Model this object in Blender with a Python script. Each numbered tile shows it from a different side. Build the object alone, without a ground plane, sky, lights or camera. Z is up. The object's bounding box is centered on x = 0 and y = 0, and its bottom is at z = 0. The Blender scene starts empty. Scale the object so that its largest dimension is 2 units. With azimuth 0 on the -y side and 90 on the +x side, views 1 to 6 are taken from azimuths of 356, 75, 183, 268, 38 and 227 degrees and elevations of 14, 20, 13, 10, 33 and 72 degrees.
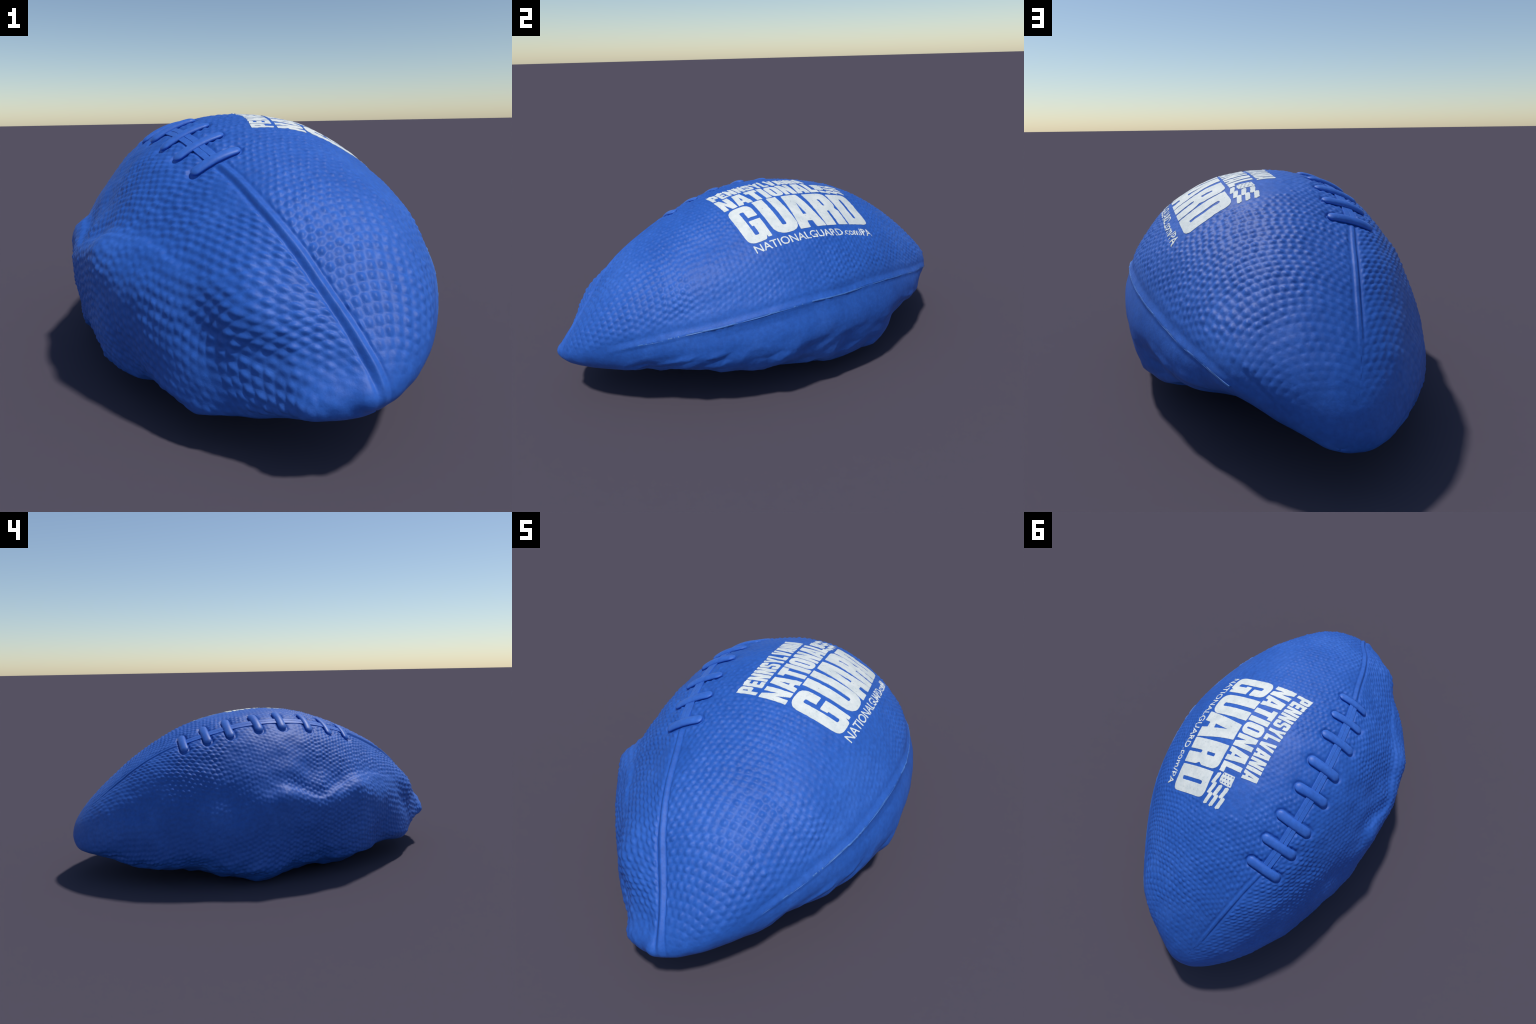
# A blue foam toy football lying slightly squashed on the ground.
# The body is a loft: rings of cross-section radii along a gently sagging long
# axis, smoothed by cubic B-splines; seams, pebble grain, lace grooves, folds and
# the crumpled underside are displaced on top; laces, flash and print are parts.
import bpy, bmesh, math
import numpy as np
from mathutils import Vector
from mathutils.geometry import delaunay_2d_cdt

TAU = 2 * math.pi
rad = np.radians

# ------------------------------------------------------------------ body form
CENTRE = np.array([0, 0, 0.33])
YAW = math.radians(15.5)                       # long axis turned in plan
E_LONG = np.array([-math.sin(YAW), math.cos(YAW), 0])
E_SIDE = np.array([math.cos(YAW), math.sin(YAW), 0])
E_UP = np.array([0, 0, 1.0])
HALF = np.array([1.02, 0.60, 0.45])            # half length, half width, half height
SAG = 0.17                                     # the tips hang lower than the middle

# Cross-section rings from the front tip to the back tip.  Each ring: radius
# factors on the ellipsoid, every 15 degrees, starting at the logo side (+x),
# going up over the laces and round under the ball.
RINGS = [
    [0.945, 0.961, 0.977, 0.992, 1.006, 1.017, 1.025, 1.028, 1.028, 1.023, 1.014, 1.002, 0.988, 0.972, 0.955, 0.940, 0.926, 0.915, 0.908, 0.904, 0.905, 0.910, 0.918, 0.930],
    [0.919, 0.949, 0.974, 0.990, 0.992, 0.982, 0.965, 0.949, 0.942, 0.926, 0.926, 0.947, 0.965, 0.944, 0.914, 0.891, 0.864, 0.836, 0.810, 0.794, 0.794, 0.812, 0.846, 0.886],
    [0.910, 0.936, 0.962, 0.989, 1.001, 0.984, 0.957, 0.947, 0.980, 0.989, 0.913, 0.852, 0.882, 0.920, 0.933, 0.881, 0.843, 0.812, 0.767, 0.722, 0.708, 0.728, 0.784, 0.859],
    [0.917, 0.944, 0.937, 0.960, 0.991, 1.001, 0.999, 0.996, 0.920, 0.919, 0.911, 0.903, 0.920, 0.940, 1.011, 0.880, 0.814, 0.782, 0.744, 0.709, 0.708, 0.738, 0.799, 0.873],
    [0.964, 0.959, 0.947, 0.995, 0.989, 1.003, 1.004, 0.991, 0.938, 0.894, 0.911, 0.957, 0.929, 0.931, 0.917, 0.830, 0.793, 0.755, 0.718, 0.698, 0.706, 0.723, 0.804, 0.907],
    [1.005, 0.958, 0.915, 0.971, 0.965, 1.019, 1.029, 1.030, 0.985, 0.959, 0.942, 1.032, 0.948, 0.981, 1.072, 1.006, 0.839, 0.747, 0.708, 0.707, 0.742, 0.773, 0.873, 0.979],
    [1.017, 0.975, 0.954, 1.019, 1.056, 1.089, 1.081, 1.085, 1.008, 0.951, 0.854, 0.951, 1.009, 0.970, 0.987, 0.925, 0.782, 0.719, 0.701, 0.727, 0.793, 0.876, 0.973, 1.011],
    [0.978, 0.960, 0.986, 0.991, 1.014, 1.068, 1.079, 1.076, 1.037, 0.961, 0.928, 0.981, 0.981, 0.964, 1.134, 1.110, 0.784, 0.701, 0.693, 0.732, 0.818, 0.946, 1.054, 0.972],
    [0.987, 0.956, 0.952, 0.977, 0.995, 1.065, 1.081, 1.037, 1.046, 0.953, 0.924, 0.860, 0.903, 0.983, 1.064, 1.020, 0.800, 0.725, 0.703, 0.726, 0.790, 0.903, 1.058, 0.991],
    [0.943, 0.936, 0.926, 0.947, 0.979, 1.018, 1.028, 1.003, 1.048, 0.990, 0.940, 0.917, 0.930, 0.981, 0.988, 0.863, 0.768, 0.747, 0.705, 0.705, 0.731, 0.764, 0.856, 0.876],
    [0.959, 0.930, 0.920, 0.942, 0.965, 0.989, 1.001, 0.993, 0.994, 0.961, 0.938, 0.951, 0.959, 0.969, 1.035, 0.865, 0.728, 0.739, 0.692, 0.677, 0.696, 0.725, 0.788, 0.883],
    [0.871, 0.969, 1.007, 1.009, 0.986, 0.991, 0.984, 0.980, 0.988, 0.982, 0.968, 0.961, 0.969, 0.950, 0.946, 0.887, 0.808, 0.753, 0.686, 0.663, 0.671, 0.694, 0.737, 0.790],
    [0.903, 0.937, 0.959, 0.979, 1.002, 1.023, 1.031, 1.024, 1.017, 1.010, 1.003, 0.999, 1.000, 0.998, 0.967, 0.920, 0.861, 0.800, 0.757, 0.745, 0.754, 0.778, 0.820, 0.863],
    [0.961, 0.972, 0.985, 0.999, 1.012, 1.024, 1.035, 1.042, 1.047, 1.047, 1.045, 1.039, 1.030, 1.018, 1.005, 0.992, 0.978, 0.966, 0.956, 0.949, 0.944, 0.943, 0.946, 0.952],
]
RINGS = np.array(RINGS)
NLAT, NLON = RINGS.shape


def bspline(t):
    return ((1 - t) ** 3 / 6, (3 * t ** 3 - 6 * t ** 2 + 4) / 6,
            (-3 * t ** 3 + 3 * t ** 2 + 3 * t + 1) / 6, t ** 3 / 6)


def radius(th, ph):
    a = th / math.pi * NLAT - 0.5
    i = np.floor(a).astype(int)
    b = ph / TAU * NLON
    j = np.floor(b).astype(int)
    wa, wb = bspline(a - i), bspline(b - j)
    out = np.zeros_like(a)
    for m in range(4):
        ii = i + m - 1
        over = (ii < 0) | (ii >= NLAT)          # across a tip: other side of the ball
        ir = np.where(ii < 0, -1 - ii, np.where(ii >= NLAT, 2 * NLAT - 1 - ii, ii))
        sh = np.where(over, NLON // 2, 0)
        for n in range(4):
            out += wa[m] * wb[n] * RINGS[ir, (j + n - 1 + sh) % NLON]
    return out


def smooth_point(th, ph):
    r = radius(th, ph)
    q0 = -np.cos(th) * r
    q1 = np.sin(th) * np.cos(ph) * r * HALF[1]
    q2 = np.sin(th) * np.sin(ph) * r * HALF[2] - SAG * q0 ** 2
    return CENTRE + (q0 * HALF[0])[..., None] * E_LONG + q1[..., None] * E_SIDE + q2[..., None] * E_UP


OUT = 1.0                                     # turns d(th) x d(ph) outwards


def frame(th, ph):
    """point, unit normal, metres per radian along th and ph"""
    e = 1e-3
    p = smooth_point(th, ph)
    dt = (smooth_point(th + e, ph) - smooth_point(th - e, ph)) / (2 * e)
    dp = (smooth_point(th, ph + e) - smooth_point(th, ph - e)) / (2 * e)
    n = np.cross(dt, dp)
    n /= np.maximum(np.linalg.norm(n, axis=-1, keepdims=True), 1e-9)
    return p, OUT * n, np.linalg.norm(dt, axis=-1), np.linalg.norm(dp, axis=-1)


def curve(knots):
    k = np.array(knots, float)
    x, y = rad(k[:, 0]), rad(k[:, 1])
    m = np.gradient(y, x)

    def f(t):
        t = np.clip(t, x[0], x[-1])
        i = np.clip(np.searchsorted(x, t) - 1, 0, len(x) - 2)
        h = x[i + 1] - x[i]
        s = (t - x[i]) / h
        return ((2 * s ** 3 - 3 * s ** 2 + 1) * y[i] + (s ** 3 - 2 * s ** 2 + s) * h * m[i]
                + (-2 * s ** 3 + 3 * s ** 2) * y[i + 1] + (s ** 3 - s ** 2) * h * m[i + 1])
    return f


# seams, in degrees: position along the ball, angle round it
LACE_SEAM = curve([(0, 84), (11, 91), (17, 95.5), (23, 99), (28, 101.5), (34, 103.5), (40, 105),
                   (50, 107.3), (60, 108.8), (66, 110.2), (80, 111.8), (100, 113), (117, 113),
                   (125, 111.3), (137, 110.3), (150, 110.3), (180, 108)])
SIDE_SEAM = curve([(0, 27), (29, 24.2), (35, 22.3), (42, 19.8), (51, 18), (60, 16), (70, 15), (85, 14.7),
                   (92, 14.0), (103, 15), (120, 15.6), (136, 17), (143, 20), (150, 21), (180, 24)])
UNDER_SEAM = curve([(0, -140), (60, -128), (120, -128), (180, -140)])


# ------------------------------------------------------------- small helpers
def sstep(a, b, x):
    t = np.clip((x - a) / (b - a), 0, 1)
    return t * t * (3 - 2 * t)


def gauss(x, s):
    return np.exp(-(x / s) ** 2)


def hash3(i, j, k, seed):
    h = (i * 374761393 + j * 668265263 + k * 2147483647 + seed * 144665) & 0xFFFFFFFF
    h = ((h ^ (h >> 13)) * 1274126177) & 0xFFFFFFFF
    h = ((h ^ (h >> 16)) * 2246822519) & 0xFFFFFFFF
    return ((h ^ (h >> 15)) & 0xFFFF) / 65535.0


def noise3(p, scale, seed=0):
    q = p * scale
    i = np.floor(q).astype(np.int64)
    f = q - i
    f = f * f * (3 - 2 * f)
    out = 0
    for dx in (0, 1):
        for dy in (0, 1):
            for dz in (0, 1):
                w = ((f[..., 0] if dx else 1 - f[..., 0]) * (f[..., 1] if dy else 1 - f[..., 1])
                     * (f[..., 2] if dz else 1 - f[..., 2]))
                out = out + w * hash3(i[..., 0] + dx, i[..., 1] + dy, i[..., 2] + dz, seed)
    return out * 2 - 1


def facets(x, y, cell, seed):
    """height of a jagged triangulated sheet (flat facets, sharp edges)"""
    u, v = x / cell, y / cell
    i, j = np.floor(u).astype(np.int64), np.floor(v).astype(np.int64)
    fu, fv = u - i, v - j
    h = lambda a, b: hash3(a, b, a * 0, seed) * 2 - 1
    h00, h10, h01, h11 = h(i, j), h(i + 1, j), h(i, j + 1), h(i + 1, j + 1)
    low = h00 + (h10 - h00) * fu + (h11 - h10) * fv
    high = h00 + (h11 - h01) * fu + (h01 - h00) * fv
    return np.where(fu > fv, low, high)


# ------------------------------------------------------------------- the laces
# ends of the eight cross laces in degrees: (along, round) logo end, far end
LACES = [((67.0, 101.2), (65.5, 119.9)), ((74.3, 101.9), (72.7, 120.7)),
         ((80.9, 102.5), (80.1, 121.1)), ((88.5, 103.1), (88.5, 120.6)),
         ((95.7, 104.1), (95.6, 121.8)), ((103.2, 103.6), (103.9, 122.8)),
         ((110.0, 103.7), (110.4, 122.8)), ((117.0, 103.4), (117.3, 123.2))]
LACE_W = [0.037, 0.037, 0.040, 0.044, 0.044, 0.043, 0.041, 0.041]
LACE_H = 0.0135
STRAND_W = 0.0195

# folds on the squashed side: a shelf line the foam bulges out below
SHELF = curve([(30, 131), (39, 137), (44, 146), (53, 147), (59, 149), (69, 154), (76, 160), (83, 167),
               (88, 163), (95, 158), (101, 155), (115, 152)])

# knocks in the foam: (where, how far out or in, reach) in metres
KNOCKS = [((0.242, -0.992, 0.217), 0.016, 0.034), ((0.165, -0.980, 0.210), 0.013, 0.036),   # flared lip
          ((0.110, -0.968, 0.185), 0.013, 0.038),
          ((0.187, -0.932, 0.275), -0.014, 0.045), ((0.125, -0.895, 0.320), -0.009, 0.045),  # pinch above it
          ((0.064, -0.856, 0.364), -0.011, 0.036), ((-0.045, -0.822, 0.350), 0.006, 0.060), ((-0.050, -0.822, 0.298), 0.018, 0.062), ((0.038, -0.905, 0.205), -0.008, 0.050),
          ((-0.570, -0.092, 0.428), 0.016, 0.050), ((-0.530, -0.050, 0.462), -0.012, 0.045),  # knob and notch
          ((-0.500, -0.200, 0.480), -0.008, 0.060),
          ((-0.422, -0.490, 0.438), 0.013, 0.060), ((-0.420, -0.365, 0.478), -0.011, 0.055),
          ((-0.508, 0.036, 0.010), 0.012, 0.060), ((-0.178, -0.641, 0.092), -0.012, 0.060),
          ((-0.145, -0.763, 0.084), 0.012, 0.050),
          ((-0.085, 0.690, 0.135), -0.008, 0.085), ((-0.060, 0.800, 0.170), -0.010, 0.075),   # hollow under the raised tip
          ((-0.255, 0.965, 0.140), 0.014, 0.060), ((0.470, -0.015, 0.090), -0.014, 0.110),
          ((-0.590, 0.100, 0.240), 0.014, 0.110), ((-0.580, 0.240, 0.335), 0.012, 0.080),     # flank
          ((-0.400, -0.515, 0.250), 0.012, 0.080), ((-0.450, -0.135, 0.545), 0.013, 0.060)]

# ---------------------------------------------------------------- print layout
PRINT_O = np.array([0.19, 0.08, 0.76])
PRINT_N = np.array([0.50171, 0.06021, 0.86294])
PRINT_X = np.array([-0.27372, 0.95736, 0.09235])
PRINT_Y = np.cross(PRINT_N, PRINT_X)
SLANT = -0.06


def print_plane(p):
    d = p - PRINT_O
    x = d @ PRINT_X
    return x, d @ PRINT_Y - SLANT * (x + 0.3)


# ------------------------------------------------------------- surface relief
PITCH = 0.0255
ARCH = 0.10                                   # rows of grain arch towards the middle of the ball
PANEL_TAB = None


def panel_tables():
    t = np.linspace(0.01, math.pi - 0.01, 240)
    tab = []
    for lo, hi in ((SIDE_SEAM(t), LACE_SEAM(t)), (LACE_SEAM(t), UNDER_SEAM(t) + TAU)):
        k = np.linspace(0, 1, 40)[None]
        ph = lo[:, None] + (hi - lo)[:, None] * k
        p = smooth_point(np.repeat(t[:, None], 40, 1), ph)
        cum = np.cumsum(np.linalg.norm(np.diff(p, axis=1), axis=2), axis=1)
        cum = np.concatenate([np.zeros((len(t), 1)), cum], 1)
        width = cum[:, -1]
        share = cum / width[:, None]
        for _ in range(6):                             # even out across neighbouring rings
            share[1:-1] = 0.25 * share[:-2] + 0.5 * share[1:-1] + 0.25 * share[2:]
        mid = p[:, 20]
        s = np.concatenate([[0], np.cumsum(np.linalg.norm(np.diff(mid, axis=0), axis=1))])
        w = np.hanning(21)
        width = np.convolve(np.pad(width, 10, mode="edge"), w / w.sum(), mode="valid")
        tab.append((t, s, width, share))
    return tab


def pebbles(th, ph, p):
    """rows of round pebbles arching across each panel, staggered like bricks -> 0..1"""
    global PANEL_TAB
    if PANEL_TAB is None:
        PANEL_TAB = panel_tables()
    full = np.where(ph < SIDE_SEAM(th), ph + TAU, ph)
    left = full > LACE_SEAM(th)
    out = np.zeros(th.shape)
    for k, (t, s, width, share) in enumerate(PANEL_TAB):
        m = left if k else ~left
        a, q = th[m], full[m]
        lo = LACE_SEAM(a) if k else SIDE_SEAM(a)
        hi = UNDER_SEAM(a) + TAU if k else LACE_SEAM(a)
        ti = np.clip((a - t[0]) / (t[1] - t[0]), 0, len(t) - 1.001)
        xi = np.clip((q - lo) / (hi - lo), 0, 1) * 38.999
        i, j = ti.astype(int), xi.astype(int)
        fi, fj = ti - i, xi - j
        x = ((1 - fi) * ((1 - fj) * share[i, j] + fj * share[i, j + 1])
             + fi * ((1 - fj) * share[i + 1, j] + fj * share[i + 1, j + 1]))
        along = np.interp(a, t, s)
        half = s[-1] / 2
        arch = ARCH * np.clip(np.interp(a, t, width) / 0.62, 0, 1) ** 1.6 * np.tanh((along - half) / 0.28) * (1 - (2 * x - 1) ** 2)
        row_c = (along + arch + (0.010 * noise3(p[m], 4.0, 3) + 0.004 * noise3(p[m], 15.0, 5))) / (PITCH * 0.90)
        row = np.floor(row_c)
        fr = row_c - row - 0.5
        mid_s = (row + 0.5) * PITCH * 0.90
        count = np.maximum(np.round(np.interp(np.clip(mid_s, s[2], s[-3]), s, width) / PITCH), 1)
        col_c = x * count + 0.5 * (row % 2) + 0.3 * hash3(row.astype(np.int64), np.full(row.shape, k, np.int64), np.zeros(row.shape, np.int64), 6) + 0.22 * noise3(p[m], 8.0, 4)
        col = np.floor(col_c)
        fc = col_c - col - 0.5
        cell = hash3(row.astype(np.int64), col.astype(np.int64), np.full(row.shape, k, np.int64), 9)
        bead = 0.57 + 0.43 * np.cos(TAU * fc)              # beads strung along ropes
        out[m] = np.abs(np.cos(math.pi * fr)) ** 0.85 * bead * (0.55 + 0.55 * cell)
    return out


def relief(th, ph):
    """outward displacement in metres; ph in (-pi, pi]"""
    p, n, lt, lp = frame(th, ph)
    deg = np.degrees(th)
    u = (ph - LACE_SEAM(th)) * lp                       # metres left of the lace seam
    v = (ph - SIDE_SEAM(th)) * lp                       # metres above the side seam
    v = np.where(ph < UNDER_SEAM(th), 1.0, v)
    u = np.where(ph < UNDER_SEAM(th), (ph + TAU - LACE_SEAM(th)) * lp, u)
    h = np.zeros(th.shape)

    # --- underside: smooth skin breaking into flat facets
    down = sstep(0.0, -0.40, n[..., 2])
    under = sstep(-0.005, -0.05, v)
    broken = down * np.where(u > 0, sstep(0.20, 0.10, p[..., 2]), sstep(-0.05, -0.12, np.minimum(v, 0.3)))
    broken = broken * sstep(18, 36, deg) * sstep(166, 150, deg)
    girth = np.where(ph > 2, ph - TAU, ph) * 0.42
    jx, jy = p[..., 1] + 0.35 * girth + 0.02 * noise3(p, 6, 70), girth - 0.2 * p[..., 1]
    h += broken * (0.002 + 0.011 * facets(jx, jy, 0.095, 4) + 0.008 * facets(jy * 1.1 + 0.5 * jx, jx * 0.9 - jy * 0.4, 0.05, 8))

    # --- dent under the raised tip, flared lip on the low tip
    edge = rad(41) + 0.05 * noise3(p, 12, 71)
    h -= 0.007 * gauss(deg - 154, 7) * sstep(edge, edge - 0.10, ph) * sstep(rad(-30), rad(5), ph)
    for centre, amount, reach in KNOCKS:
        h += amount * gauss(np.sqrt(((p - np.array(centre)) ** 2).sum(-1)), reach)

    # --- folds on the squashed side
    d = (ph - SHELF(th)) * lp + 0.012 * noise3(p, 7, 2)
    fold = sstep(36, 56, deg) * sstep(104, 84, deg) * (u > 0)
    ledge = 0.5 + 0.5 * gauss(deg - 88, 16)
    h += fold * ledge * (0.009 * sstep(-0.010, 0.012, d) * sstep(0.13, 0.02, d) - 0.007 * gauss(d + 0.032, 0.035))
    flank = sstep(0.05, 0.16, u)
    h += flank * (0.0025 * noise3(p, 5.5, 12) + 0.0030 * noise3(p, 15, 13))
    h += 0.0012 * np.sin(d / 0.012 + 4 * noise3(p, 6, 2)) * gauss(d - 0.04, 0.05) * fold

    # --- lace seam: rounded welt in front of the laces, fainter behind
    front = sstep(66, 63, deg) * sstep(3, 10, deg)
    back = sstep(117, 120, deg) * sstep(158, 140, deg)
    h += front * (0.0062 * gauss(u, 0.0085) - 0.0036 * gauss(u - 0.0175, 0.0065) - 0.0022 * gauss(u + 0.017, 0.006))
    h += back * (0.0030 * sstep(0.010, 0.003, np.abs(u)) - 0.0030 * gauss(u - 0.012, 0.005) - 0.0015 * gauss(u + 0.013, 0.006))

    # --- side seam: hollow above the line, step below it
    run = sstep(24, 36, deg) * sstep(158, 146, deg)
    h += run * (-0.0038 * gauss(v - 0.024, 0.018) + 0.0008 * gauss(v - 0.002, 0.007) * (0.4 + 0.8 * noise3(p, 9, 77))
                - 0.0040 * sstep(0.002, -0.018, v) * sstep(-0.16, -0.03, v)
                - 0.011 * gauss(deg - 72, 15) * sstep(0.004, -0.045, v) * sstep(-0.26, -0.09, v))

    # --- grooves beside the lacing
    near = (deg > 58) & (deg < 126) & (np.abs(u) < 0.18)
    groove = np.zeros(th.shape)
    clear = np.ones(th.shape)
    if near.any():
        q = p[near]
        best = np.full(len(q), 9.0)
        for (a, b), w in zip(LACES, LACE_W):
            t = np.linspace(0.115, 0.885, 25)
            ct = rad(a[0] + (b[0] - a[0]) * t)
            cp = rad(a[1] + (b[1] - a[1]) * t)
            c = smooth_point(ct, cp)
            dd = np.sqrt(((q[:, None, :] - c[None]) ** 2).sum(-1)).min(1) - w / 2
            best = np.minimum(best, dd)
        un, dn = u[near], deg[near]
        mid = (dn > 66) & (dn < 117)
        sd = np.where(mid, np.abs(un) - STRAND_W - 0.002, 9.0)
        groove[near] = np.minimum(-0.0055 * gauss(best - 0.001, 0.0065), -0.0028 * gauss(sd, 0.005)) - 0.0025 * gauss(best, 0.025)
        clear[near] = sstep(0.002, 0.012, np.minimum(best, sd))
    h += groove

    # --- pebble grain, worn away in patches, near seams and towards the tips
    grain = pebbles(th, ph, p)
    worn = 0.42 + 0.58 * sstep(-0.40, 0.10, noise3(p, 3.3, 21) + 0.35 * noise3(p, 8.0, 22))
    seam_on = np.maximum(front, back)
    amount = worn * (1 - seam_on * sstep(0.026, 0.016, np.abs(u)))
    amount *= sstep(0.03, 0.10, v) * 0.8 + 0.2 * sstep(0.025, 0.035, v)
    amount *= sstep(6, 24, deg) * sstep(172, 148, deg)
    amount *= 1 - (u > 0) * sstep(-0.45, -0.8, n[..., 2])
    amount *= 1 - 0.75 * sstep(58, 38, deg) * sstep(0.30, 0.42, u) - 0.5 * (u > 0) * gauss(d - 0.02, 0.05) * fold
    px, py = print_plane(p)
    inked = (px > -0.31) & (px < 0.33) & (py > -0.21) & (py < 0.225)
    amount = np.where(inked, amount * 0.28, amount)
    h += 0.0053 * grain * amount * clear

    # --- fine skin unevenness
    h += 0.0016 * noise3(p, 14, 31) + 0.0008 * noise3(p, 38, 32) * (1 - under * 0.5)
    return p, n, h


def surface(th, ph):
    p, n, h = relief(th, ph)
    return p + n * h[..., None], n


# ------------------------------------------------------------------- materials
def new_mat(name):
    m = bpy.data.materials.new(name)
    m.use_nodes = True
    nt = m.node_tree
    return m, nt, nt.nodes, nt.links, nt.nodes["Principled BSDF"]


def noise_node(nt, coord, scale, detail=3.0, rough=0.55):
    n = nt.nodes.new("ShaderNodeTexNoise")
    n.inputs["Scale"].default_value = scale
    n.inputs["Detail"].default_value = detail
    n.inputs["Roughness"].default_value = rough
    nt.links.new(coord.outputs["Object"], n.inputs["Vector"])
    return n


def ramp_node(nt, src, stops):
    r = nt.nodes.new("ShaderNodeValToRGB")
    e = r.color_ramp.elements
    while len(e) < len(stops):
        e.new(0.5)
    for el, (pos, col) in zip(e, stops):
        el.position = pos
        el.color = (*col, 1)
    nt.links.new(src, r.inputs["Fac"])
    return r


def mix_node(nt, fac, a, b, mode="MIX"):
    m = nt.nodes.new("ShaderNodeMix")
    m.data_type = "RGBA"
    m.blend_type = mode
    if hasattr(fac, "node"):
        nt.links.new(fac, m.inputs["Factor"])
    else:
        m.inputs["Factor"].default_value = fac
    nt.links.new(a, m.inputs["A"])
    nt.links.new(b, m.inputs["B"])
    return m


def foam_material(name, deep, mid, light, rough=0.56, bump=0.3):
    m, nt, N, L, bsdf = new_mat(name)
    co = N.new("ShaderNodeTexCoord")
    big = noise_node(nt, co, 3.4, 6, 0.65)
    fine = noise_node(nt, co, 60, 3, 0.6)
    c1 = ramp_node(nt, big.outputs["Fac"], [(0.3, deep), (0.52, mid), (0.75, light)])
    c2 = ramp_node(nt, fine.outputs["Fac"], [(0.3, (0.86, 0.86, 0.88)), (0.7, (1.10, 1.10, 1.08))])
    mx = mix_node(nt, 1.0, c1.outputs["Color"], c2.outputs["Color"], "MULTIPLY")
    L.new(mx.outputs["Result"], bsdf.inputs["Base Color"])
    bsdf.inputs["Roughness"].default_value = rough
    bsdf.inputs["Specular IOR Level"].default_value = 0.4
    bp = N.new("ShaderNodeBump")
    bp.inputs["Strength"].default_value = bump
    bp.inputs["Distance"].default_value = 0.002
    g = noise_node(nt, co, 130, 4, 0.6)
    L.new(g.outputs["Fac"], bp.inputs["Height"])
    L.new(bp.outputs["Normal"], bsdf.inputs["Normal"])
    return m


BLUE = foam_material("blue_foam", (0.016, 0.098, 0.440), (0.023, 0.119, 0.505), (0.042, 0.156, 0.590))
LACE_BLUE = foam_material("lace_foam", (0.030, 0.130, 0.540), (0.042, 0.155, 0.590), (0.062, 0.190, 0.650), 0.48, 0.15)  # body blue lightened: the pale highlight on the lace bars is tinted in
FLASH_BLUE = foam_material("flash_foam", (0.025, 0.12, 0.45), (0.060, 0.18, 0.52), (0.20, 0.33, 0.62), 0.5, 0.3)


def ink_material():
    m, nt, N, L, bsdf = new_mat("white_ink")
    co = N.new("ShaderNodeTexCoord")
    speck = noise_node(nt, co, 95, 5, 0.7)
    patch = noise_node(nt, co, 16, 4, 0.6)
    c1 = ramp_node(nt, patch.outputs["Fac"], [(0.3, (0.66, 0.71, 0.70)), (0.62, (0.82, 0.84, 0.80))])
    c2 = ramp_node(nt, speck.outputs["Fac"], [(0.29, (0.38, 0.45, 0.54)), (0.38, (0.95, 0.96, 0.96)), (0.6, (1, 1, 1))])
    mx = mix_node(nt, 1.0, c1.outputs["Color"], c2.outputs["Color"], "MULTIPLY")
    L.new(mx.outputs["Result"], bsdf.inputs["Base Color"])
    bsdf.inputs["Roughness"].default_value = 0.6
    bp = N.new("ShaderNodeBump")
    bp.inputs["Strength"].default_value = 0.4
    bp.inputs["Distance"].default_value = 0.003
    L.new(speck.outputs["Fac"], bp.inputs["Height"])
    L.new(bp.outputs["Normal"], bsdf.inputs["Normal"])
    return m


INK = ink_material()


# ------------------------------------------------------------------ object glue
def link(name, mesh, mat, parent=None):
    o = bpy.data.objects.new(name, mesh)
    bpy.context.scene.collection.objects.link(o)
    if mesh is not None and mat is not None:
        mesh.materials.append(mat)
    if parent is not None:
        o.parent = parent
    return o


def mesh_from(name, verts, faces, smooth=True):
    me = bpy.data.meshes.new(name)
    me.from_pydata([tuple(v) for v in verts], [], faces)
    me.update()
    if smooth:
        me.polygons.foreach_set("use_smooth", [True] * len(me.polygons))
    return me


def quad_mesh(name, verts, quads, tris):
    """fast numpy mesh"""
    me = bpy.data.meshes.new(name)
    nq, ntri = len(quads), len(tris)
    me.vertices.add(len(verts))
    me.vertices.foreach_set("co", verts.astype(np.float32).ravel())
    loops = np.concatenate([quads.ravel(), tris.ravel()]).astype(np.int32)
    me.loops.add(len(loops))
    me.loops.foreach_set("vertex_index", loops)
    me.polygons.add(nq + ntri)
    start = np.concatenate([np.arange(nq) * 4, nq * 4 + np.arange(ntri) * 3]).astype(np.int32)
    me.polygons.foreach_set("loop_start", start)
    me.update(calc_edges=True)
    me.validate()
    me.polygons.foreach_set("use_smooth", np.ones(nq + ntri, bool))
    return me


football = link("football", None, None)
football["label"] = "squashed blue foam football with moulded laces and white print"
football["category"] = "toy football"

# ------------------------------------------------------------------------ body
ROWS = 700
COLS = (260, 360, 220)                     # logo panel, squashed panel, underside
th_rows = np.linspace(0.006, math.pi - 0.006, ROWS)


def wrap(a):
    return (a + math.pi) % TAU - math.pi


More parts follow.
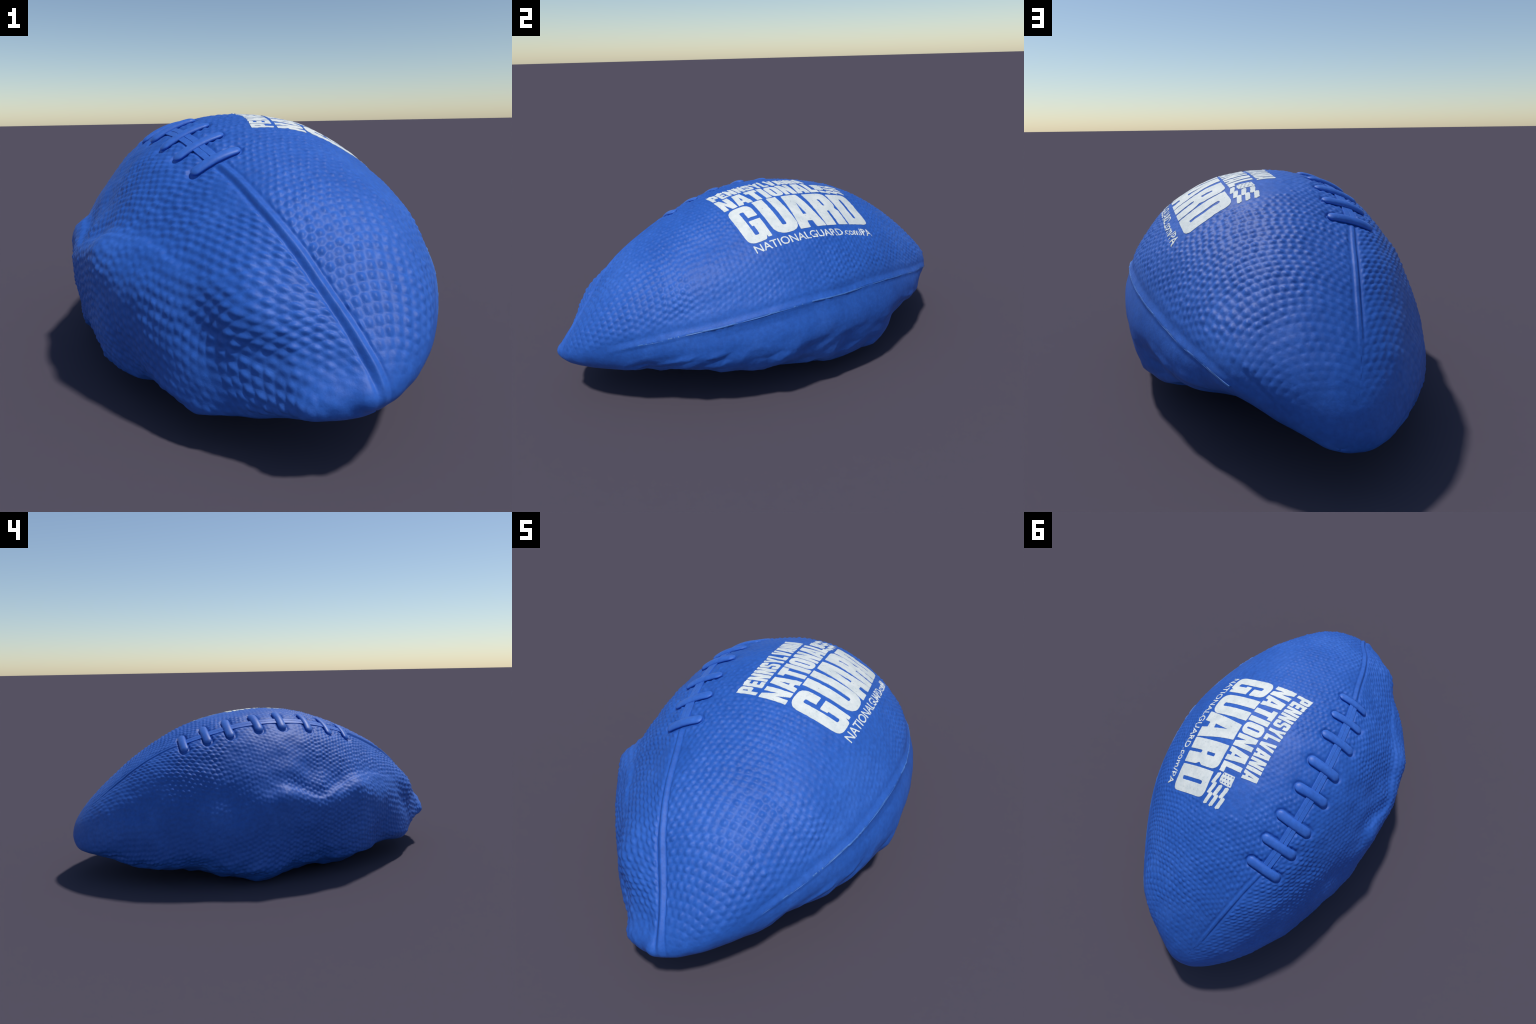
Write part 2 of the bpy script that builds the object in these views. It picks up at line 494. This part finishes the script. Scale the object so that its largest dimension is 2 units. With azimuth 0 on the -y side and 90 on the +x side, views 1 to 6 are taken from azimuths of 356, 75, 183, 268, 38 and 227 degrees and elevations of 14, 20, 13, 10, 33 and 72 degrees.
def build_body():
    t = th_rows[:, None]
    edges = [SIDE_SEAM(th_rows), LACE_SEAM(th_rows), UNDER_SEAM(th_rows) + TAU, SIDE_SEAM(th_rows) + TAU]
    ph = []
    for k in range(3):
        s = np.arange(COLS[k]) / COLS[k]
        ph.append(edges[k][:, None] + (edges[k + 1] - edges[k])[:, None] * s[None])
    ph = np.concatenate(ph, 1)
    n_col = ph.shape[1]
    th = np.repeat(t, n_col, 1)
    pts, _ = surface(th.ravel(), wrap(ph.ravel()))
    pts[:, 2] = np.maximum(pts[:, 2], 0.0005)
    tips = [pts[:n_col].mean(0), pts[-n_col:].mean(0)]
    verts = np.concatenate([pts, tips])
    idx = np.arange(ROWS * n_col).reshape(ROWS, n_col)
    nxt = np.roll(idx, -1, axis=1)
    quads = np.stack([idx[:-1], nxt[:-1], nxt[1:], idx[1:]], -1)
    tip0 = np.stack([nxt[0], idx[0], np.full(n_col, ROWS * n_col)], -1)
    tip1 = np.stack([idx[-1], nxt[-1], np.full(n_col, ROWS * n_col + 1)], -1)
    whole = quad_mesh("whole", verts, quads.reshape(-1, 4), np.concatenate([tip0, tip1]))
    nor = np.empty(len(verts) * 3, np.float32)
    whole.vertex_normals.foreach_get("vector", nor)
    nor = nor.reshape(-1, 3)
    bpy.data.meshes.remove(whole)
    if ((nor[:ROWS * n_col] * (pts - CENTRE)).sum(1)).mean() < 0:
        quads, tip0, tip1, nor = quads[..., ::-1], tip0[:, ::-1], tip1[:, ::-1], -nor
    out = []
    c0 = 0
    for k, name in enumerate(("panel", "panel", "underside")):
        c1 = c0 + COLS[k]
        q = quads[:, c0:c1].reshape(-1, 4)
        tr = np.concatenate([tip0[c0:c1], tip1[c0:c1]])
        used, inv = np.unique(np.concatenate([q.ravel(), tr.ravel()]), return_inverse=True)
        me = quad_mesh(name, verts[used], inv[:q.size].reshape(-1, 4), inv[q.size:].reshape(-1, 3))
        me.normals_split_custom_set_from_vertices(nor[used].tolist())
        out.append(link(name, me, BLUE, football))
        c0 = c1
    return out


logo_panel, squashed_panel, underside = build_body()


# ----------------------------------------------------------------------- laces
def tube(name, th, ph, half_w, height, sink, seg=20, flat=1.0):
    """rounded strip lying on the ball along the path (th, ph)"""
    p, n = surface_smoothed(th, ph)
    tan = np.gradient(p, axis=0)
    tan /= np.linalg.norm(tan, axis=1, keepdims=True)
    side = np.cross(n, tan)
    a = np.arange(seg) / seg * TAU
    ca, sa = np.cos(a), np.sin(a)
    cx = np.sign(ca) * np.abs(ca) ** flat
    cy = np.sign(sa) * np.abs(sa) ** flat
    up = np.where(cy > 0, cy[None] * height[:, None], cy[None] * sink[:, None])
    v = (p[:, None] + side[:, None] * (cx[None] * half_w[:, None])[..., None] + n[:, None] * up[..., None])
    m = len(p)
    faces = [(i * seg + j, i * seg + (j + 1) % seg, (i + 1) * seg + (j + 1) % seg, (i + 1) * seg + j)
             for i in range(m - 1) for j in range(seg)]
    faces += [tuple(range(seg))[::-1], tuple(range((m - 1) * seg, m * seg))]
    me = mesh_from(name, v.reshape(-1, 3), faces)
    bm = bmesh.new()
    bm.from_mesh(me)
    bmesh.ops.recalc_face_normals(bm, faces=bm.faces)
    bm.to_mesh(me)
    bm.free()
    return me


def surface_smoothed(th, ph):
    p, n, _, _ = frame(th, ph)
    return p, n


def build_laces():
    rng = np.random.default_rng(7)
    for (a, b), w in zip(LACES, LACE_W):
        t = np.linspace(0, 1, 40)
        e = 0.5 - 0.5 * np.cos(math.pi * t)                  # denser at the rounded ends
        e = 0.01 + 0.94 * e
        th = rad(a[0] + (b[0] - a[0]) * e) + rad(0.35) * np.sin(math.pi * e) * rng.normal()
        ph = rad(a[1] + (b[1] - a[1]) * e)
        length = 0.17
        dist = np.minimum(e - 0.01, 0.95 - e) * length
        r = w / 2
        cap = np.sqrt(np.clip(1 - np.clip(1 - dist / r, 0, 1) ** 2, 0.0004, 1))
        hump = LACE_H * (0.62 + 0.38 * np.sin(math.pi * e)) * (0.35 + 0.65 * cap)
        hump = hump * (0.9 + 0.2 * rng.random()) * (0.72 if a[0] < 85 else 1.0)
        me = tube("lace", th, ph, r * cap, hump * cap ** 0.5, np.full(40, 0.008), 24, 1.0)
        link("lace", me, LACE_BLUE, football)
    t = np.linspace(rad(66.3), rad(117.0), 160)
    for off in (-1, 1):
        _, _, _, lp = frame(t, LACE_SEAM(t))
        ph = LACE_SEAM(t) + off * (STRAND_W / 2 + 0.0008) / lp
        p, n = surface_smoothed(t, ph)
        hw = STRAND_W / 2 * (1 + 0.05 * noise3(p, 30, 40 + off))
        hh = 0.0005 + 0.0008 * noise3(p, 22, 50 + off)
        me = tube("lace_strand", t, ph, hw, hh, np.full(160, 0.007), 20, 0.5)
        link("lace_strand", me, LACE_BLUE, football)


build_laces()


def build_flash():
    """torn moulding flash along the side seam"""
    t = np.linspace(rad(31), rad(150), 420)
    ph = SIDE_SEAM(t)
    p, n, _, lp = frame(t, ph)
    q = np.stack([t * 60, t * 0, t * 0], -1)
    jag = np.clip(0.15 + 0.8 * noise3(q, 0.30, 3) + 0.5 * noise3(q, 1.4, 5) + 0.3 * noise3(q, 4.0, 6), 0, 1)
    env = sstep(rad(31), rad(42), t) * sstep(rad(150), rad(140), t)
    big = 0.35 + 0.65 * gauss(t - rad(72), rad(28))
    hw = 0.0018 + 0.0022 * env * big * (0.5 + jag * 0.5)
    hh = 0.0060 * env * big * jag - 0.0012
    me = tube("seam_flash", t, ph + 0.0005 * np.sin(t * 40) / lp, hw, hh, np.full(len(t), 0.008), 12, 0.9)
    link("seam_flash", me, FLASH_BLUE, football)


build_flash()


# ----------------------------------------------------------------------- print
def locate(xs, ys):
    """(th, ph) on the ball of points of the print plane (Newton steps)"""
    th = np.full(xs.shape, rad(92.0)) + xs * 0.85
    ph = np.full(xs.shape, rad(70.0)) + ys * 1.5
    for _ in range(14):
        def f(a, b):
            x, y = print_plane(smooth_point(a, b))
            return x - xs, y - ys
        e = 1e-3
        fx, fy = f(th, ph)
        ax, ay = f(th + e, ph)
        bx, by = f(th, ph + e)
        j11, j21, j12, j22 = (ax - fx) / e, (ay - fy) / e, (bx - fx) / e, (by - fy) / e
        det = j11 * j22 - j12 * j21
        dt = (fx * j22 - fy * j12) / det
        dp = (fy * j11 - fx * j21) / det
        th = th - np.clip(dt, -0.2, 0.2)
        ph = ph - np.clip(dp, -0.2, 0.2)
    return th, ph


def rounded(path, sx, sy):
    """polygon with (x, y[, r]) corners; r is a share of the shorter box side"""
    pts = [(a[0] * sx, a[1] * sy, (a[2] if len(a) > 2 else 0.02) * min(sx, sy)) for a in path]
    out = []
    n = len(pts)
    for i, (x, y, r) in enumerate(pts):
        c = np.array([x, y])
        a = np.array(pts[i - 1][:2]) - c
        b = np.array(pts[(i + 1) % n][:2]) - c
        la, lb = np.linalg.norm(a), np.linalg.norm(b)
        r = min(r, la * 0.5, lb * 0.5)
        if r < 1e-5:
            out.append(c)
            continue
        s, e = c + a / la * r, c + b / lb * r
        k = 7 if r > 0.006 else 3
        for t in np.linspace(0, 1, k):
            out.append((1 - t) ** 2 * s + 2 * t * (1 - t) * c + t * t * e)
    return np.array(out)


# heavy block letters on a unit box, outline first, counters after
GLYPHS = {
    "P": [[(0, 0), (.44, 0), (.44, .36), (1, .36, .25), (1, 1, .25), (0, 1)],
          [(.44, .56), (.60, .56, .06), (.60, .82, .06), (.44, .82)]],
    "E": [[(0, 0), (1, 0), (1, .24), (.46, .24), (.46, .40), (.92, .40), (.92, .62), (.46, .62), (.46, .77),
           (1, .77), (1, 1), (0, 1)]],
    "N": [[(0, 0), (.36, 0), (.36, .50), (.62, 0), (1, 0), (1, 1), (.64, 1), (.64, .48), (.38, 1), (0, 1)]],
    "S": [[(1, .68), (1, 1, .3), (0, 1, .3), (0, .50, .25), (.6, .42, .08), (.6, .19, .08), (.4, .19, .08),
           (.4, .34), (0, .34), (0, 0, .3), (1, 0, .3), (1, .52, .25), (.4, .60, .08), (.4, .81, .08),
           (.6, .81, .08), (.6, .68)]],
    "Y": [[(.30, 0), (.70, 0), (.70, .40), (1, 1), (.64, 1), (.5, .66), (.36, 1), (0, 1), (.30, .40)]],
    "L": [[(0, 0), (1, 0), (1, .25), (.46, .25), (.46, 1), (0, 1)]],
    "V": [[(.28, 0), (.72, 0), (1, 1), (.64, 1), (.5, .35), (.36, 1), (0, 1)]],
    "A": [[(0, 0), (.37, 0), (.41, .17), (.60, .17), (.63, 0), (1, 0), (.80, 1), (.22, 1)],
          [(.43, .36), (.58, .36), (.52, .74)]],
    "I": [[(0, 0), (1, 0), (1, 1), (0, 1)]],
    "T": [[(.27, 0), (.73, 0), (.73, .76), (1, .76), (1, 1), (0, 1), (0, .76), (.27, .76)]],
    "O": [[(0, 0, .42), (1, 0, .42), (1, 1, .42), (0, 1, .42)],
          [(.42, .18, .08), (.58, .18, .08), (.58, .82, .08), (.42, .82, .08)]],
    "G": [[(1, .63), (1, 1, .45), (0, 1, .45), (0, 0, .45), (.74, 0, .28), (.82, .10), (.84, .04), (1, .04), (1, .54),
           (.52, .54), (.52, .40), (.60, .40), (.60, .17, .05), (.42, .17, .05), (.42, .83, .05), (.60, .83, .05),
           (.60, .63)]],
    "U": [[(0, 1), (0, 0, .46), (1, 0, .46), (1, 1), (.60, 1), (.60, .20, .06), (.42, .20, .06), (.42, 1)]],
    "R": [[(0, 0), (.45, 0), (.45, .40, .04), (.57, .40, .04), (.57, 0), (1, 0), (1, .38, .16), (.90, .47), (1, .55, .12),
           (1, 1, .34), (0, 1)],
          [(.45, .56), (.57, .56, .05), (.57, .78, .05), (.45, .78)]],
    "D": [[(0, 0), (1, 0, .26), (1, 1, .30), (0, 1)],
          [(.43, .18, .05), (.57, .18, .05), (.57, .82, .05), (.43, .82, .05)]],
}


def resample(poly, step):
    out = []
    for i in range(len(poly)):
        a, b = poly[i], poly[(i + 1) % len(poly)]
        k = max(1, int(math.ceil(np.linalg.norm(b - a) / step)))
        for t in range(k):
            out.append(a + (b - a) * t / k)
    return np.array(out)


def inside(pts, loops):
    res = np.zeros(len(pts), bool)
    for lp in loops:
        a, b = lp, np.roll(lp, -1, 0)
        for (x1, y1), (x2, y2) in zip(a, b):
            if y1 == y2:
                continue
            hit = ((y1 > pts[:, 1]) != (y2 > pts[:, 1])) & (pts[:, 0] < (x2 - x1) * (pts[:, 1] - y1) / (y2 - y1) + x1)
            res ^= hit
    return res


def ink_mesh(name, loops, step, lift=0.0016):
    """a thin solid layer of ink laid over the pebbled skin"""
    loops = [resample(l, step) for l in loops]
    rough = [l + 0.0007 * np.stack([noise3(np.c_[l, l[:, :1] * 0], 150, 60), noise3(np.c_[l, l[:, :1] * 0], 150, 61)], -1)
             for l in loops]
    pts = np.concatenate(rough)
    edges, k = [], 0
    for l in rough:
        edges += [(k + i, k + (i + 1) % len(l)) for i in range(len(l))]
        k += len(l)
    lo, hi = pts.min(0), pts.max(0)
    gx, gy = np.meshgrid(np.arange(lo[0], hi[0], step), np.arange(lo[1], hi[1], step))
    grid = np.stack([gx.ravel(), gy.ravel()], -1)
    grid[:, 0] += (np.arange(len(grid)) % 2) * step * 0.13
    grid = grid[inside(grid, rough)]
    if len(grid):
        d = np.sqrt(((grid[:, None] - pts[None]) ** 2).sum(-1)).min(1)
        grid = grid[d > step * 0.45]
    allp = np.concatenate([pts, grid]) if len(grid) else pts
    v, e, f, *_ = delaunay_2d_cdt([Vector(p) for p in allp], edges, [], 0, 1e-7)
    v = np.array([tuple(a) for a in v])
    f = np.array([t for t in f if len(t) == 3])
    f = f[inside(v[f].mean(1), rough)]
    th, ph = locate(v[:, 0], v[:, 1])
    p, n = surface(th, ph)
    m = len(v)
    top, bot = p + n * lift, p - n * 0.004
    faces = [tuple(t) for t in f] + [tuple(t + m)[::-1] for t in f]
    count = {}
    for t in f:
        for a, b in ((t[0], t[1]), (t[1], t[2]), (t[2], t[0])):
            count[(a, b)] = 1
    for (a, b) in count:
        if (b, a) not in count:
            faces.append((a, a + m, b + m, b))
    me = mesh_from(name, np.concatenate([top, bot]), faces)
    bm = bmesh.new()
    bm.from_mesh(me)
    loose = [x for x in bm.verts if not x.link_faces]
    bmesh.ops.delete(bm, geom=loose, context="VERTS")
    bmesh.ops.recalc_face_normals(bm, faces=bm.faces)
    bm.to_mesh(me)
    bm.free()
    me.set_sharp_from_angle(angle=math.radians(50))
    return me


def set_word(word, boxes, y0, y1, step):
    tops = y1 if isinstance(y1, tuple) else (y1,) * len(word)
    for ch, (x0, x1), y1 in zip(word, boxes, tops):
        loops = []
        for path in GLYPHS[ch]:
            l = rounded(path, x1 - x0, y1 - y0)
            l = l + np.array([x0, y0])
            loops.append(l)
        link("letter", ink_mesh("letter", loops, step), INK, logo_panel)


def spread(word, x0, x1, gap, widths):
    w = np.array([widths.get(c, 1.0) for c in word])
    unit = (x1 - x0 - gap * (len(word) - 1)) / w.sum()
    out, x = [], x0
    for a in w:
        out.append((x, x + a * unit))
        x += a * unit + gap
    return out


WIDTHS = {"I": 0.44, "L": 0.78, "E": 0.85, "T": 0.9, "A": 1.08, "V": 1.05, "N": 1.02}
set_word("PENNSYLVANIA", spread("PENNSYLVANIA", -0.303, 0.177, 0.0045, WIDTHS), 0.160, 0.226, 0.0055)
set_word("NATIONAL", spread("NATIONAL", -0.307, 0.186, 0.006, WIDTHS), 0.054, 0.149, 0.0065)
set_word("GUARD", [(-0.309, -0.203), (-0.184, -0.066), (-0.070, 0.066), (0.070, 0.192), (0.202, 0.324)],
         -0.171, (0.045, 0.048, 0.044, 0.042, 0.031), 0.0075)


def build_web_address():
    cu = bpy.data.curves.new("small_lettering", "FONT")
    cu.body = "NATIONALGUARD.com/PA"
    cu.size = 1.0
    cu.resolution_u = 3
    cu.offset = 0.006
    ob = bpy.data.objects.new("tmp", cu)
    bpy.context.scene.collection.objects.link(ob)
    dg = bpy.context.evaluated_depsgraph_get()
    me = bpy.data.meshes.new_from_object(ob.evaluated_get(dg))
    bpy.data.objects.remove(ob)
    bm = bmesh.new()
    bm.from_mesh(me)
    bmesh.ops.remove_doubles(bm, verts=bm.verts, dist=1e-5)
    nxt = {}
    for e in bm.edges:
        if len(e.link_faces) == 1:
            l = e.link_loops[0]
            nxt[l.vert.index] = l.link_loop_next.vert.index
    co = {v.index: np.array(v.co[:2]) for v in bm.verts}
    bm.free()
    loops = []
    while nxt:
        s, c = nxt.popitem()
        l = [co[s]]
        while c != s and c in nxt:
            l.append(co[c])
            c = nxt.pop(c)
        loops.append(np.array(l))
    allp = np.concatenate(loops)
    lo, hi = allp.min(0), allp.max(0)
    cap = max(l[:, 1].max() for l in loops[:1])
    sx = 0.605 / (hi[0] - lo[0])
    sy = 0.038 / 0.73
    loops = [(l - np.array([lo[0], 0])) * np.array([sx, sy]) + np.array([-0.300, -0.2155]) for l in loops]
    for l in loops:
        l[:, 1] -= 0.031 * (l[:, 0] + 0.3)               # the line drops away from the big word
    link("small_lettering", ink_mesh("small_lettering", loops, 0.006, 0.0012), INK, logo_panel)


build_web_address()


def build_flag():
    # canton with punched stars
    loops = [rounded([(0, .06, .1), (.5, -.04, .1), (1, 0, .25), (1.04, 1, .15), (0, .97, .05)], 0.049, 0.060)
             + np.array([0.186, 0.078])]
    for r, (k, off) in enumerate(((4, 0), (3, .5), (4, 0))):
        for i in range(k):
            c = np.array([0.194 + r * 0.0165, 0.0855 + (i + off) * 0.0145])
            a = np.linspace(0, TAU, 6, endpoint=False)
            loops.append(c + 0.0032 * np.stack([np.cos(a), np.sin(a)], -1))
    link("flag_canton", ink_mesh("flag_canton", loops, 0.004, 0.0012), INK, logo_panel)
    # waving stripes: short overlapping curls, each stepping down
    for y, n, x0 in ((0.119, 2, 0.241), (0.087, 2, 0.241), (0.0565, 3, 0.194)):
        for i in range(n):
            L, W = 0.053, 0.0175
            s = np.linspace(0, 1, 17)
            mid = 0.0065 * np.cos(s * 2.7) - 0.001
            half = W / 2 * (1 - np.abs(2 * s - 1) ** 24) ** 0.5 + 0.0005
            x = x0 + i * 0.0455 + s * L
            top = np.stack([x - 0.0015, y + mid + half], -1)
            bot = np.stack([x + 0.0015, y + mid - half], -1)
            loop = np.concatenate([bot, top[::-1]])
            link("flag_stripe", ink_mesh("flag_stripe", [loop], 0.005, 0.0012 + 0.0003 * i), INK, logo_panel)


build_flag()
